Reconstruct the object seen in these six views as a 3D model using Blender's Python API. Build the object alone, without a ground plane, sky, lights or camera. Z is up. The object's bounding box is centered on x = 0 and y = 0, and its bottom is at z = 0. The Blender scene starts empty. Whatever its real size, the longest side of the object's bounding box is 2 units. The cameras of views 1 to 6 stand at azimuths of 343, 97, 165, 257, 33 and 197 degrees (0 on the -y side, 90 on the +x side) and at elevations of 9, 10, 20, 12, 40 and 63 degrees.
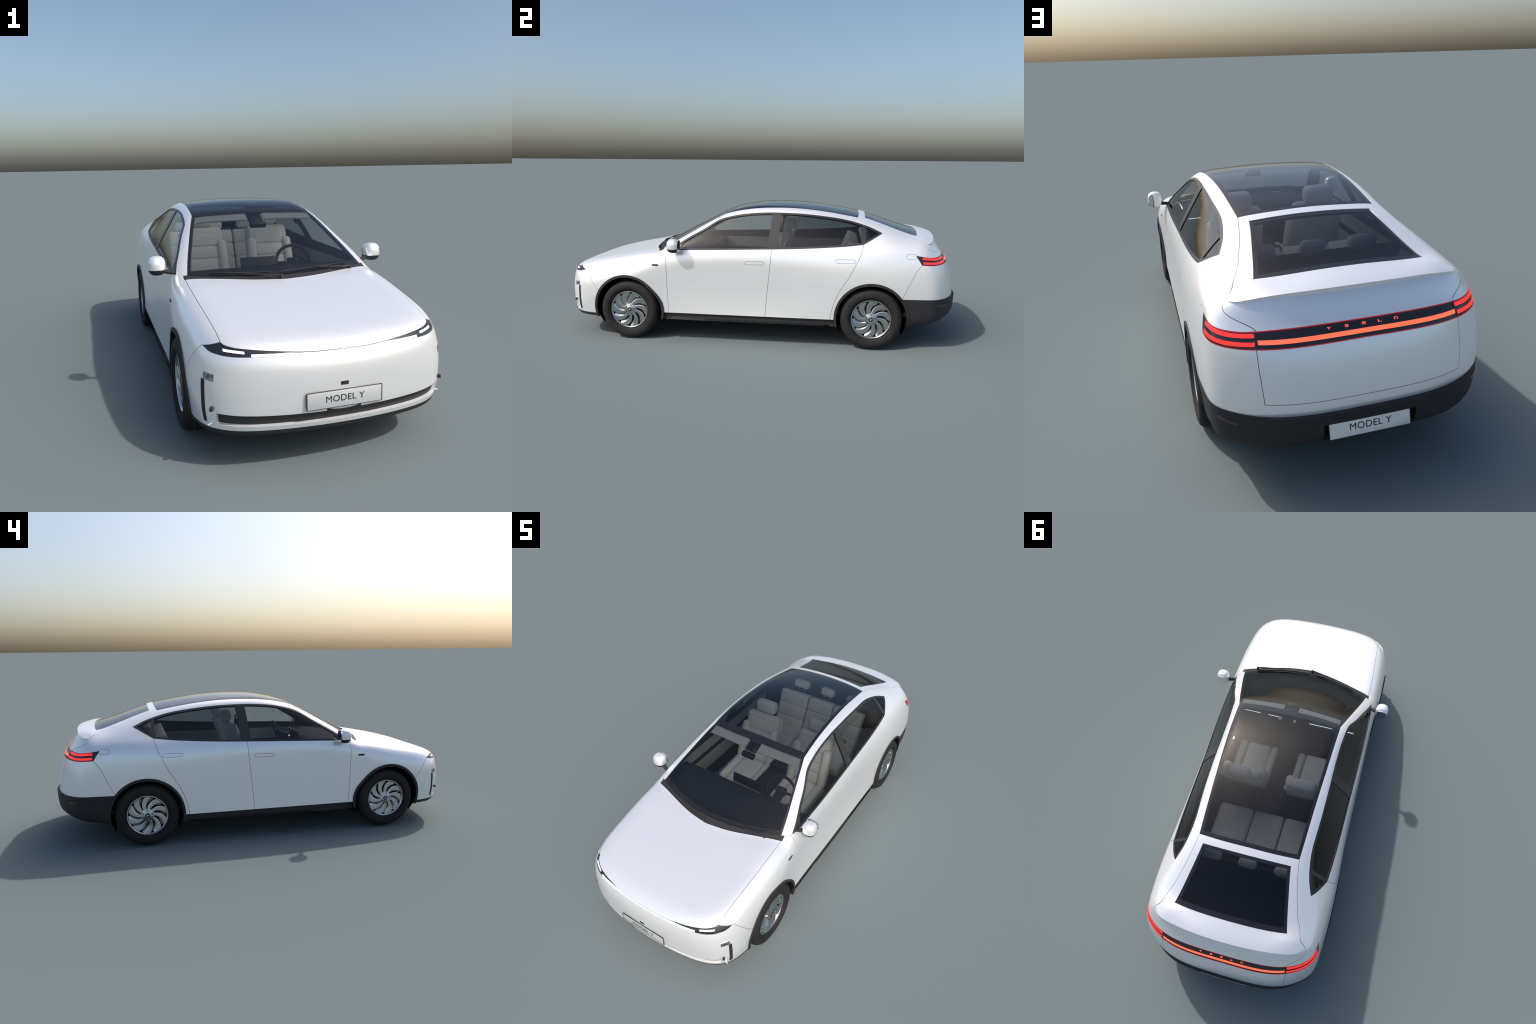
# A white electric fastback crossover car, built from profile curves and an implicit body surface.
# Frame: metres, z up, front of the car towards -y.
import bpy, math, random
import numpy as np
from mathutils import Vector, Matrix

random.seed(7)

# ------------------------------------------------------------------ small maths
def spline(xs, ys):
    """natural cubic spline, linear outside its ends"""
    xs = np.asarray(xs, float); ys = np.asarray(ys, float); n = len(xs); h = np.diff(xs)
    A = np.zeros((n, n)); r = np.zeros(n); A[0, 0] = A[-1, -1] = 1
    for i in range(1, n - 1):
        A[i, i - 1] = h[i - 1]; A[i, i] = 2 * (h[i - 1] + h[i]); A[i, i + 1] = h[i]
        r[i] = 6 * ((ys[i + 1] - ys[i]) / h[i] - (ys[i] - ys[i - 1]) / h[i - 1])
    M = np.linalg.solve(A, r)
    d0 = (ys[1] - ys[0]) / h[0] - h[0] * (2 * M[0] + M[1]) / 6
    d1 = (ys[-1] - ys[-2]) / h[-1] + h[-1] * (M[-2] + 2 * M[-1]) / 6
    def f(x):
        x = np.asarray(x, float); i = np.clip(np.searchsorted(xs, x) - 1, 0, n - 2)
        t = np.clip(x, xs[0], xs[-1]); a = xs[i + 1] - t; b = t - xs[i]; hh = h[i]
        v = (M[i] * a**3 + M[i + 1] * b**3) / (6 * hh) + (ys[i] / hh - M[i] * hh / 6) * a + (ys[i + 1] / hh - M[i + 1] * hh / 6) * b
        return v + np.where(x < xs[0], (x - xs[0]) * d0, 0) + np.where(x > xs[-1], (x - xs[-1]) * d1, 0)
    return f

def pts(*p):
    """spline through (parameter, value) pairs"""
    p = sorted(p); return spline([a for a, b in p], [b for a, b in p])

def poly(*p):
    p = sorted(p); a = [q[0] for q in p]; b = [q[1] for q in p]
    return lambda t: np.interp(t, a, b)

def smax(a, b, r):
    h = np.maximum(r - np.abs(a - b), 0) / r
    return np.maximum(a, b) + h * h * h * r / 6

def smin(a, b, r): return -smax(-a, -b, r)

# ------------------------------------------------------------------ body surface
half_width = pts((-.95, .384), (-.8, .3917), (-.66, .3958), (-.52, .389), (-.4, .3809), (-.2, .3777), (.05, .3777), (.3, .3829), (.45, .3901), (.6, .3934), (.75, .3892), (.95, .3695))
tuck_up = pts((-.9, .0455), (-.4, .163), (.1, .09), (.5, .60), (.9, .70))
tuck_low = pts((-.9, .427), (-.62, .2), (-.4, -.18), (-.1, -.36), (.2, -.32), (.42, 0.), (.62, .35), (.9, .487))
belt_x = pts((-.6, .333), (-.42, .3495), (-.2, .3609), (.1, .3588), (.35, .3614), (.53, .3666), (.65, .3729), (.8, .3572), (.95, .3366))
glass_lean = pts((-.6, .56), (-.42, .636), (-.2, .654), (.1, .591), (.35, .668), (.53, .877), (.65, 1.032), (.8, 1.155))
roof_z = pts((-.6, .4156), (-.53, .4506), (-.45, .4938), (-.36, .5420), (-.28, .5830), (-.2, .6230), (-.14, .6474), (-.08, .6622), (0, .6735), (.1, .6772), (.2, .6750), (.32, .6645), (.45, .6455), (.55, .6246), (.65, .5938), (.75, .5625), (.83, .5445), (.9, .5380))
roof_crown = pts((-.5, .352), (-.3, .292), (-.14, .2060), (.1, .1959), (.5, .3166), (.8, .3092))
hood_z = pts((-1, .3345), (-.95, .3545), (-.88, .3742), (-.78, .3972), (-.66, .4200), (-.55, .4392), (-.4, .4529))
hood_crown = pts((-1, -.02), (-.8, .012), (-.5, .000))
nose_y = pts((.1, -.9710), (.14, -.9855), (.19, -.9941), (.24, -.9954), (.29, -.9925), (.34, -.9871), (.4, -.9755))
tail_y = pts((.10, .950), (.12, .9623), (.17, .979), (.22, .9831), (.26, .9851), (.33, .9785), (.4, .9581), (.43, .9441), (.46, .9206), (.49, .9009), (.53, .8785), (.56, .8625))
lip_y = pts((0, .8885), (.1, .8855), (.1632, .8798), (.2252, .8709), (.2694, .8609), (.2949, .8496), (.305, .8410), (.312, .8310))
lip_z = pts((0, .5305), (.07, .5298), (.157, .5272), (.241, .5205), (.289, .5118), (.312, .5058))

under_z = pts((.60, .106), (.66, .106), (.72, .109), (.76, .1120), (.82, .1190), (.86, .1250), (.90, .1320), (.95, .1400), (1.0, .147))
def flank(x, y, z):
    dz = z - .30
    w = half_width(y) - np.where(dz > 0, tuck_up(y), tuck_low(y)) * dz * dz
    m = glass_lean(y); u = z - .48
    fg = (x - (belt_x(y) - m * u - .0315 * u * (z - .635))) / np.sqrt(1 + m * m)
    return smax(x - w, fg, .0455)

def body(p):
    x = np.sqrt(p[..., 0]**2 + 1e-8); y = p[..., 1]; z = p[..., 2]; x2 = x * x
    side = flank(x, y, z)
    P = smax(side, nose_y(z) + .3539 * x2 + 1.15 * x2 * x2 - y, .165)
    P = smax(P, (y - (tail_y(z) - .0387 * x2 - 5.189 * x2 * x2)) / 1.15, .04)
    e = 1e-3; sl = (roof_z(y + e) - roof_z(y - e)) / (2 * e)
    top = (z - (roof_z(y) - roof_crown(y) * x2)) / np.sqrt(1 + sl * sl)
    G = smax(top, P, .058)
    L = smax((z - (hood_z(y) - hood_crown(y) * x2)) / 1.03, P, .0853)
    F = smin(G, L, .012)
    # underside, swept up behind the rear wheels
    floor = np.where(y > .64, under_z(y), .106)
    r = .012 + .055 * np.clip((y - .70) / .1, 0, 1)
    return smax(F, floor - z, r)

def gradient(p, e=6e-4):
    g = np.empty_like(p)
    for i in range(3):
        d = np.zeros(3); d[i] = e
        g[..., i] = (body(p + d) - body(p - d)) / (2 * e)
    return g

def project(p, n=3):
    p = np.array(p, float)
    for _ in range(n):
        f = body(p); g = gradient(p)
        st = g * (f / np.maximum((g * g).sum(-1), .25))[..., None]
        p -= st * np.minimum(1, .02 / np.maximum(np.linalg.norm(st, axis=-1, keepdims=True), 1e-9))
    return p

def normals(p):
    g = gradient(p); return g / np.maximum(np.linalg.norm(g, axis=-1, keepdims=True), 1e-9)

def drop(x, y=None, z=None, axis=1, side=1):
    """put a point on the body by sliding it along one axis from outside"""
    t = np.linspace(1.1, 0, 2200) * side
    P = np.zeros((len(t), 3)); P[:, 0] = x or 0; P[:, 1] = y or 0; P[:, 2] = z or 0
    P[:, axis] = t if axis < 2 else np.linspace(.75, .1, 2200)
    i = np.argmax(body(P) < 0)
    return project(P[i:i + 1])[0]

# ------------------------------------------------------------------ polygonise the right half (x >= 0)
H = .0078
def surface_net():
    ax = [np.arange(-2 * H, .43, H), np.arange(-1.03, 1.03, H), np.arange(.085, .70, H)]
    g = np.stack(np.meshgrid(*ax, indexing='ij'), -1)
    F = np.empty(g.shape[:3])
    for i in range(len(ax[0])): F[i] = body(g[i])
    s = F < 0
    n = np.array(F.shape) - 1
    c = sum(s[i:i + n[0], j:j + n[1], k:k + n[2]].astype(int) for i in (0, 1) for j in (0, 1) for k in (0, 1))
    act = (c > 0) & (c < 8); idx = -np.ones(act.shape, int); cells = np.argwhere(act); idx[act] = np.arange(len(cells))
    V = np.stack([ax[d][cells[:, d]] + H / 2 for d in range(3)], -1)
    V = project(V, 5)
    quads = []
    for d in range(3):
        a, b = [(1, 2), (2, 0), (0, 1)][d]
        s0 = np.take(s, range(F.shape[d] - 1), d); s1 = np.take(s, range(1, F.shape[d]), d)
        e = np.argwhere(s0 != s1)
        e = e[(e[:, a] > 0) & (e[:, b] > 0) & (e[:, a] < n[a]) & (e[:, b] < n[b])]
        def cell(da, db):
            q = e.copy(); q[:, a] -= da; q[:, b] -= db; return idx[q[:, 0], q[:, 1], q[:, 2]]
        Q = np.stack([cell(1, 1), cell(0, 1), cell(0, 0), cell(1, 0)], -1)
        flip = ~s[e[:, 0], e[:, 1], e[:, 2]]
        Q[flip] = Q[flip][:, ::-1]
        quads.append(Q)
    Q = np.vstack(quads); Q = Q[(Q >= 0).all(1)]
    d1 = np.linalg.norm(V[Q[:, 0]] - V[Q[:, 2]], axis=1); d2 = np.linalg.norm(V[Q[:, 1]] - V[Q[:, 3]], axis=1)
    k = d1 <= d2
    T = np.vstack([Q[k][:, [0, 1, 2]], Q[k][:, [0, 2, 3]], Q[~k][:, [0, 1, 3]], Q[~k][:, [1, 2, 3]]])
    return V, T

class Skin:
    def __init__(s):
        s.V, s.T = surface_net()
    def split(s, f, where=None, fix=True):
        """cut the triangles along f = 0 (f takes points); where limits the cut"""
        V, T = s.V, s.T
        fv = f(V); fv = np.where(np.abs(fv) < 6e-5, 0, fv)
        ok = np.ones(len(V), bool) if where is None else where(V)
        E = np.vstack([T[:, [0, 1]], T[:, [1, 2]], T[:, [2, 0]]]); E = np.sort(E, 1)
        u, inv = np.unique(E, axis=0, return_inverse=True); inv = inv.reshape(-1)
        cr = (fv[u[:, 0]] * fv[u[:, 1]] < 0) & ok[u[:, 0]] & ok[u[:, 1]]
        if not cr.any(): return
        a, b = u[cr, 0], u[cr, 1]; t = fv[a] / (fv[a] - fv[b])
        N = V[a] + (V[b] - V[a]) * t[:, None]
        if fix:
            N = project(N, 2)
        f2 = f(N)
        # one secant step along the edge direction so that the cut follows the curve closely
        d = (V[b] - V[a]); L = np.linalg.norm(d, axis=1, keepdims=True); d = d / np.maximum(L, 1e-9)
        sl = (fv[b] - fv[a]) / np.maximum(L[:, 0], 1e-9)
        st = np.clip(-f2 / np.where(np.abs(sl) < .05, np.inf, sl), -.25 * L[:, 0], .25 * L[:, 0])
        if fix: N = project(N + d * st[:, None], 1)
        nid = -np.ones(len(u), int); nid[cr] = len(V) + np.arange(cr.sum())
        s.V = np.vstack([V, N]); n = len(T); e = nid[inv].reshape(3, n).T
        cnt = (e >= 0).sum(1); out = [T[cnt == 0]]
        for k in range(3):  # one edge split
            m = (cnt == 1) & (e[:, k] >= 0); t3 = T[m]; A, B, C = t3[:, k], t3[:, (k + 1) % 3], t3[:, (k + 2) % 3]; M = e[m, k]
            out += [np.stack([A, M, C], 1), np.stack([M, B, C], 1)]
        for k in range(3):  # two edges split, the edge k is whole
            m = (cnt == 2) & (e[:, k] < 0); t3 = T[m]; A, B, C = t3[:, k], t3[:, (k + 1) % 3], t3[:, (k + 2) % 3]
            MB, MC = e[m, (k + 1) % 3], e[m, (k + 2) % 3]
            out += [np.stack([C, MC, MB], 1), np.stack([A, B, MB], 1), np.stack([A, MB, MC], 1)]
        s.T = np.vstack(out)
    def band(s, f, w, where=None, exact=True):
        f = metric(f, w) if exact else f
        s.split(lambda p: f(p) - w, where); s.split(lambda p: f(p) + w, where)

def metric(f, w):
    """turn a field into distance along the surface, close to its zero line"""
    def g(p):
        v = np.array(f(p), float); i = np.abs(v) < max(.02, 6 * w)
        if i.any():
            q = p[i]; n = normals(q); e = 4e-4; d = np.empty_like(q)
            for k in range(3):
                o = np.zeros(3); o[k] = e; d[:, k] = (f(q + o) - f(q - o)) / (2 * e)
            d -= n * (d * n).sum(1, keepdims=True)
            v[i] /= np.clip(np.linalg.norm(d, axis=1), .3, 6.)
        return v
    return g

def X(p): return p[..., 0]
def Y(p): return p[..., 1]
def Z(p): return p[..., 2]

# ------------------------------------------------------------------ panel lines, as signed fields on the surface
def y_of_z(*zy):
    """line in side view given as y = s(z)"""
    s = pts(*zy)
    def f(p):
        z = Z(p); e = 1e-3; k = (s(z + e) - s(z - e)) / (2 * e)
        return (Y(p) - s(z)) / np.sqrt(1 + k * k)
    return f
def z_of_y(s):
    def f(p):
        y = Y(p); e = 1e-3; k = (s(y + e) - s(y - e)) / (2 * e)
        return (Z(p) - s(y)) / np.sqrt(1 + k * k)
    return f
def x_of_y(s):
    return lambda p: X(p) - s(Y(p))
def y_of_x(s):
    return lambda p: Y(p) - s(X(p))

seam_fender = y_of_z((.47, -.4286), (.4275, -.4281), (.3815, -.4261), (.2719, -.4225), (.1447, -.4159), (.10, -.413))
seam_doors = y_of_z((.50, .0955), (.466, .0947), (.4406, .0937), (.3504, .0861), (.2495, .0759), (.1416, .0677), (.10, .064))
seam_rear = y_of_z((.53, .5345), (.5008, .5319), (.4803, .5278), (.4576, .5209), (.4185, .5029), (.3473, .4667), (.2935, .4325), (.2402, .407), (.19, .392), (.1437, .3833), (.10, .378))
seam_nose = y_of_z((.37, -.872), (.341, -.8518), (.3143, -.8306), (.2714, -.8011), (.2435, -.7766), (.20, -.74))
seam_tail = y_of_z((.44, .8180), (.4169, .8028), (.4, .7896), (.3361, .7549), (.2833, .7314), (.2591, .7201), (.24, .713))
hood_edge = pts((-.46, .3310), (-.525, .3313), (-.6365, .3285), (-.7194, .3245), (-.8077, .3199), (-.87, .3155), (-.896, .3143))
hood_side = x_of_y(hood_edge)
hood_back = y_of_x(pts((0, -.5585), (.1, -.545), (.2, -.517), (.27, -.494), (.3316, -.4735), (.36, -.463)))
lamp_top = poly((0, .3298), (.0663, .3300), (.1175, .332), (.1714, .3368), (.2256, .3415), (.283, .3467), (.3, .3497), (.3085, .352), (.3143, .3568), (.3559, .3414), (.37, .336))
lamp_low = pts((0, .3238), (.1, .3244), (.18, .3250), (.2467, .3258), (.2762, .3258), (.3134, .3272), (.3367, .3302), (.349, .3348), (.3559, .3414), (.37, .354))
f_lamp_top = lambda p: Z(p) - lamp_top(X(p))
f_lamp_low = lambda p: Z(p) - lamp_low(X(p))
screen_low = y_of_x(pts((0, -.5287), (.1, -.5212), (.1859, -.503), (.2176, -.4945), (.27, -.4755), (.3216, -.4532), (.34, -.444)))
screen_side = x_of_y(pts((-.50, .332), (-.4535, .3216), (-.3829, .3065), (-.3024, .2858), (-.2266, .2661), (-.1454, .2434), (-.1, .231)))
screen_top = y_of_x(pts((0, -.1570), (.12, -.1565), (.2428, -.1454), (.3, -.138)))
roof_side = x_of_y(pts((-.20, .2448), (-.1454, .2432), (-.073, .2406), (.0447, .236), (.1682, .2305), (.2857, .225), (.4005, .2205), (.5062, .2163), (.55, .2146)))
roof_back = y_of_x(pts((0, .5148), (.116, .5136), (.2163, .5062), (.25, .503)))
rear_glass_top = y_of_x(pts((0, .5457), (.1069, .544), (.1893, .5407), (.25, .537)))
rear_glass_low = y_of_x(pts((0, .8065), (.1236, .803), (.19, .797), (.2387, .7896), (.28, .781)))
rear_glass_side = x_of_y(pts((.5, .1822), (.5407, .1893), (.5731, .1942), (.6578, .2102), (.7388, .2267), (.7896, .2387), (.83, .249)))
gate_edge = pts((.22, .2560), (.2853, .2614), (.3485, .2661), (.3705, .2676), (.4128, .2682), (.435, .2655), (.454, .2648), (.4596, .2737), (.4714, .3043), (.4823, .3249), (.4936, .3272), (.5084, .3155), (.5202, .2991), (.5393, .2723), (.5617, .2516), (.5808, .238), (.5982, .2269), (.6166, .2163), (.64, .205))
def gate_side(p):
    z = Z(p); e = 1e-3; k = (gate_edge(z + e) - gate_edge(z - e)) / (2 * e)
    return (X(p) - gate_edge(z)) / np.sqrt(1 + np.minimum(k * k, 9))
gate_low = lambda p: Z(p) - (.2805 + .05 * X(p)**2)
win_top_s = pts((-.46, .428), (-.425, .4515), (-.3811, .4775), (-.34, .5035), (-.2982, .5285), (-.2379, .5627), (-.18, .5985), (-.1387, .6133), (-.0975, .6228), (-.0528, .6304), (.011, .6366), (.0746, .6396), (.1539, .639), (.2326, .6363), (.2952, .631), (.3575, .6242), (.4139, .6165), (.4668, .6064), (.5222, .5918), (.568, .5770), (.6234, .5528), (.66, .536))
win_top = z_of_y(win_top_s)
win_low_s = pts((-.46, .4515), (-.3694, .4544), (-.269, .4579), (-.1567, .4617), (-.0667, .4647), (.0949, .4702), (.2725, .4783), (.3933, .4866), (.4477, .4913), (.5327, .5018), (.6, .512))
win_low = z_of_y(win_low_s)
win_kick = lambda p: (Z(p) - (.5018 + (Y(p) - .5327) * .5623)) / 1.147
pillar_b1 = lambda p: Y(p) - (.0756 + (Z(p) - .4793) * .0763)
pillar_b2 = lambda p: Y(p) - (.1221 + (Z(p) - .4822) * .0742)
pillar_c1 = lambda p: Y(p) - .5245
pillar_c2 = lambda p: Y(p) - .5410
sail = lambda p: (Y(p) - (-.3660 + (Z(p) - .4618) * .68)) / 1.2
tail_t = lambda p: (Y(p) - .70) - .5 * X(p)
tail_top_s = pts((-.13, .4635), (-.1105, .4604), (-.076, .4552), (-.048, .4516), (-.0186, .4490), (0, .4486), (.02, .4486), (.047, .4494), (.069, .4513), (.1356, .4556), (.217, .4562), (.25, .4562))
tail_low_s = pts((-.12, .4185), (-.0897, .4166), (-.056, .4143), (-.017, .4126), (.0374, .4117), (.0925, .4135), (.1686, .4158), (.2388, .4171))
tail_top = lambda p: Z(p) - tail_top_s(tail_t(p))
tail_low = lambda p: Z(p) - tail_low_s(tail_t(p))
tail_front = lambda p: (Y(p) - (.7738 + (.4604 - Z(p)) * .657)) / 1.2
strip_up_s = pts((-.08, .4463), (-.0616, .4454), (-.0148, .4413), (.0253, .4402), (.073, .4429))
strip_dn_s = pts((-.0805, .4268), (-.0312, .4243), (.015, .4226), (.0853, .4258))
strip_up = lambda p: Z(p) - strip_up_s(tail_t(p))
strip_dn = lambda p: Z(p) - strip_dn_s(tail_t(p))
bar_mid = lambda p: Z(p) - (.4323 - .037 * X(p)**2)
SILL_Z, LIP_Z, TAIL_Z = .1415, .1232, .2505
def tail_line(p): return Z(p) - (.2462 + .05 * np.clip(X(p), 0, .4)**2)
HUB_F, HUB_R, HUB_Z, HUB_X = -.6205, .578, .1482, .3820
arch_r = pts((-1.6, .180), (-.3, .180), (.25, .1775), (.7, .1660), (1.05, .1690), (1.57, .1775), (2.2, .1825), (2.8, .1815), (3.4, .178), (4.8, .178))
def arch_front(p):
    a = np.arctan2(Z(p) - HUB_Z, Y(p) - HUB_F); a = np.where(a < -1.57, a + 2 * np.pi, a)
    return np.hypot(Z(p) - HUB_Z, Y(p) - HUB_F) - arch_r(a)
def arch_rear(p): return np.hypot(Z(p) - HUB_Z, Y(p) - HUB_R) - .1775
ARCH_W = .0118
grille_top = lambda p: Z(p) - (.1665 + .055 * X(p)**2)
grille_low = lambda p: Z(p) - (.1355 + .03 * X(p)**2)
grille_end = lambda p: X(p) - (.3370 + (Z(p) - .165) * .1)

def rounded(cy, cz, hy, hz, r, tilt=0.):
    c, s = math.cos(tilt), math.sin(tilt)
    def f(p):
        y = Y(p) - cy; z = Z(p) - cz; u = np.abs(c * y + s * z) - hy + r; v = np.abs(-s * y + c * z) - hz + r
        return np.hypot(np.maximum(u, 0), np.maximum(v, 0)) + np.minimum(np.maximum(u, v), 0) - r
    return f
handle_f = rounded(.0142, .4030, .0468, .0078, .0076, .012)
handle_r = rounded(.4508, .4256, .0468, .0080, .0078, .012)
flap = rounded(.7545, .4548, .0240, .0112, .0108, -.02)

side_zone = lambda p: (X(p) > .24) & (Z(p) > .09)
def box(x0=-9, x1=9, y0=-9, y1=9, z0=-9, z1=9):
    return lambda p: (X(p) > x0) & (X(p) < x1) & (Y(p) > y0) & (Y(p) < y1) & (Z(p) > z0) & (Z(p) < z1)

skin = Skin()
skin.split(lambda p: X(p), fix=True)
c = skin.V[skin.T].mean(1); skin.T = skin.T[c[:, 0] > 0]
skin.V[np.abs(skin.V[:, 0]) < 2e-4, 0] = 0
G = .0009   # half width of a panel gap
door_zone = box(x0=.3, z0=.09, z1=.47)
skin.band(seam_fender, G, box(x0=.3, y0=-.5, y1=-.35, z1=.47)); skin.band(seam_doors, G, box(x0=.3, y0=0, y1=.15, z1=.50)); skin.band(seam_rear, G, box(x0=.3, y0=.33, y1=.6, z1=.53))
skin.band(seam_nose, G, box(x0=.3, y0=-.93, y1=-.7, z1=.36)); skin.band(seam_tail, G, box(x0=.3, y0=.68, y1=.85, z0=.22, z1=.44))
skin.band(hood_side, G, box(x0=.28, y0=-.92, y1=-.45, z0=.34)); skin.split(hood_back, box(y0=-.6, y1=-.43, z0=.42))
skin.split(lambda p: hood_side(p) - .004, box(x0=.28, y0=-.52, y1=-.40, z0=.42))
noz = box(y1=-.80, z0=.31, z1=.38)
skin.split(f_lamp_top, noz); skin.split(f_lamp_low, noz)
skin.split(lambda p: f_lamp_low(p) - .0013, noz); skin.split(lambda p: f_lamp_top(p) + .0024, noz)
skin.split(lambda p: f_lamp_low(p) - .0072, noz); skin.split(lambda p: X(p) - .2462, noz); skin.split(lambda p: X(p) - .2625, noz); skin.split(lambda p: X(p) - .3130, noz)
drl_mid = lambda p: Z(p) - (.3368 + (X(p) - .2635) * .0819)
skin.band(drl_mid, .0027, box(x0=.24, x1=.33, y1=-.85, z0=.31, z1=.38), exact=False)
scr = box(y0=-.56, y1=-.10, z0=.43)
FR = .011
for f in (screen_low, screen_side, screen_top): skin.split(f, scr)
skin.split(lambda p: screen_low(p) - .020, scr); skin.split(lambda p: screen_side(p) + FR, scr); skin.split(lambda p: screen_top(p) + FR, scr)
rf = box(y0=-.20, y1=.56, z0=.58)
skin.split(roof_side, rf); skin.split(roof_back, rf)
skin.split(lambda p: roof_side(p) + .013, rf); skin.split(lambda p: roof_back(p) + .018, rf); skin.split(lambda p: screen_top(p) - .022, rf)
rg = box(y0=.52, y1=.85, z0=.50)
for f in (rear_glass_top, rear_glass_low, rear_glass_side): skin.split(f, rg)
skin.split(lambda p: rear_glass_top(p) - .014, rg); skin.split(lambda p: rear_glass_low(p) + .022, rg); skin.split(lambda p: rear_glass_side(p) + .013, rg)
skin.band(gate_side, G, box(y0=.48, z0=.26, z1=.64)); skin.band(gate_low, G, box(x1=.29, y0=.9, z0=.25, z1=.31))
sw = box(x0=.23, y0=-.46, y1=.66, z0=.43, z1=.66)
TR = .0080
for f in (win_top, win_low, win_kick): skin.split(f, sw)
skin.split(lambda p: win_top(p) + TR, sw); skin.split(lambda p: win_low(p) - .0090, sw); skin.split(lambda p: win_kick(p) - .0085, sw)
for f in (pillar_b1, pillar_b2, pillar_c1, pillar_c2): skin.split(f, sw)
skin.band(sail, .0015, box(x0=.3, y0=-.45, y1=-.32, z0=.44, z1=.53), exact=False)
tz = box(y0=.74, z0=.39, z1=.48)
for f in (tail_top, tail_low, tail_front): skin.split(f, tz)
skin.split(lambda p: tail_top(p) + .0022, tz); skin.split(lambda p: tail_low(p) - .0022, tz)
skin.split(lambda p: X(p) - .2690, tz); skin.split(lambda p: X(p) - .2630, tz)
skin.band(strip_up, .0043, box(x0=.25, y0=.76, z0=.42, z1=.46), exact=False); skin.band(strip_dn, .0046, box(x0=.25, y0=.76, z0=.405, z1=.44), exact=False)
skin.split(lambda p: tail_t(p) + .079, box(x0=.3, y0=.76, z0=.40, z1=.47)); skin.band(bar_mid, .0047, box(x1=.29, y0=.88, z0=.40, z1=.46), exact=False)
skin.split(arch_front, box(x0=.24, y0=-.88, y1=-.38, z1=.36)); skin.split(lambda p: arch_front(p) + ARCH_W, box(x0=.2, y0=-.88, y1=-.38, z1=.36))
skin.split(arch_rear, box(x0=.24, y0=.35, y1=.8, z1=.36)); skin.split(lambda p: arch_rear(p) + ARCH_W, box(x0=.2, y0=.35, y1=.8, z1=.36))
skin.split(lambda p: Z(p) - SILL_Z, box(x0=.3, y0=-.5, y1=.45, z1=.18))
skin.split(lambda p: Z(p) - LIP_Z, box(y1=-.74, z1=.16)); skin.split(tail_line, box(y0=.66, z0=.2, z1=.3))
pk = box(x1=.14, y0=.9, z0=.15, z1=.23)
for f in (lambda p: X(p) - .1240, lambda p: Z(p) - .1660, lambda p: Z(p) - .2180): skin.split(f, pk)
gz = box(x1=.36, y1=-.85, z0=.12, z1=.19)
for f in (grille_top, grille_low, grille_end): skin.split(f, gz)
skin.band(handle_f, .0008, box(x0=.3, y0=-.05, y1=.08, z0=.38, z1=.43)); skin.band(handle_r, .0008, box(x0=.3, y0=.38, y1=.52, z0=.4, z1=.45)); skin.band(flap, .0007, box(x0=.3, y0=.71, y1=.80, z0=.43, z1=.48))

for zz in (.432, .365, .335, .25): skin.split(lambda p: Z(p) - zz, box(x0=.3, y0=-.45, y1=.55))   # bands of the door cards
V = skin.V; T = skin.T; V[np.abs(V[:, 0]) < 2e-4, 0] = 0
N = normals(V)
P = V[T].mean(1); PN = N[T].mean(1)

# ------------------------------------------------------------------ name every triangle by region
lab = np.full(len(T), 'body_side', dtype=object)
def put(mask, name): lab[mask] = name
x, y, z = P[:, 0], P[:, 1], P[:, 2]
front_of = lambda f: f(P) < 0
put((y < -.42) & (z < .50) & (screen_low(P) < 0), 'fender')
put((seam_fender(P) > 0) & (seam_doors(P) < 0) & (win_low(P) < 0) & (x > .3), 'front_door')
put((seam_doors(P) > 0) & (seam_rear(P) < 0) & (win_low(P) < 0) & (x > .3), 'rear_door')
put((seam_nose(P) < 0) & (z < .36) & (y < -.7), 'front_bumper')
put((seam_tail(P) > 0) & (tail_low(P) < .01) & (y > .7) & (z < .44), 'rear_bumper')
hood = (hood_side(P) < 0) & (hood_back(P) < 0) & (f_lamp_top(P) > 0) & (z > .32) & (y > -1.0)
put(hood, 'hood')
put((hood_back(P) > 0) & (screen_low(P) < 0) & (hood_side(P) < .004) & (z > .42) & (y < -.43), 'cowl')
scr_in = (screen_low(P) > 0) & (screen_side(P) < 0) & (screen_top(P) < 0) & (z > .43)
put(scr_in, 'windscreen_border')
put(scr_in & (screen_low(P) > .020) & (screen_side(P) < -FR) & (screen_top(P) < -FR), 'windscreen')
roof_in = (screen_top(P) > 0) & (roof_side(P) < 0) & (roof_back(P) < 0) & (z > .58)
put(roof_in, 'roof_border')
put(roof_in & (screen_top(P) > .022) & (roof_side(P) < -.013) & (roof_back(P) < -.018), 'roof_glass')
gate = (gate_side(P) < 0) & (gate_low(P) > 0) & (roof_back(P) > 0) & (y > .48)
put(gate, 'tailgate')
rg_in = (rear_glass_top(P) > 0) & (rear_glass_low(P) < 0) & (rear_glass_side(P) < 0) & (z > .5)
put(rg_in, 'rear_window_border')
put(rg_in & (rear_glass_top(P) > .014) & (rear_glass_low(P) < -.022) & (rear_glass_side(P) < -.013), 'rear_window')
win = (win_top(P) < 0) & (win_low(P) > 0) & (win_kick(P) > 0) & (x > .24) & (y > -.43) & (y < .63)
put(win, 'window_trim')
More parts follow.
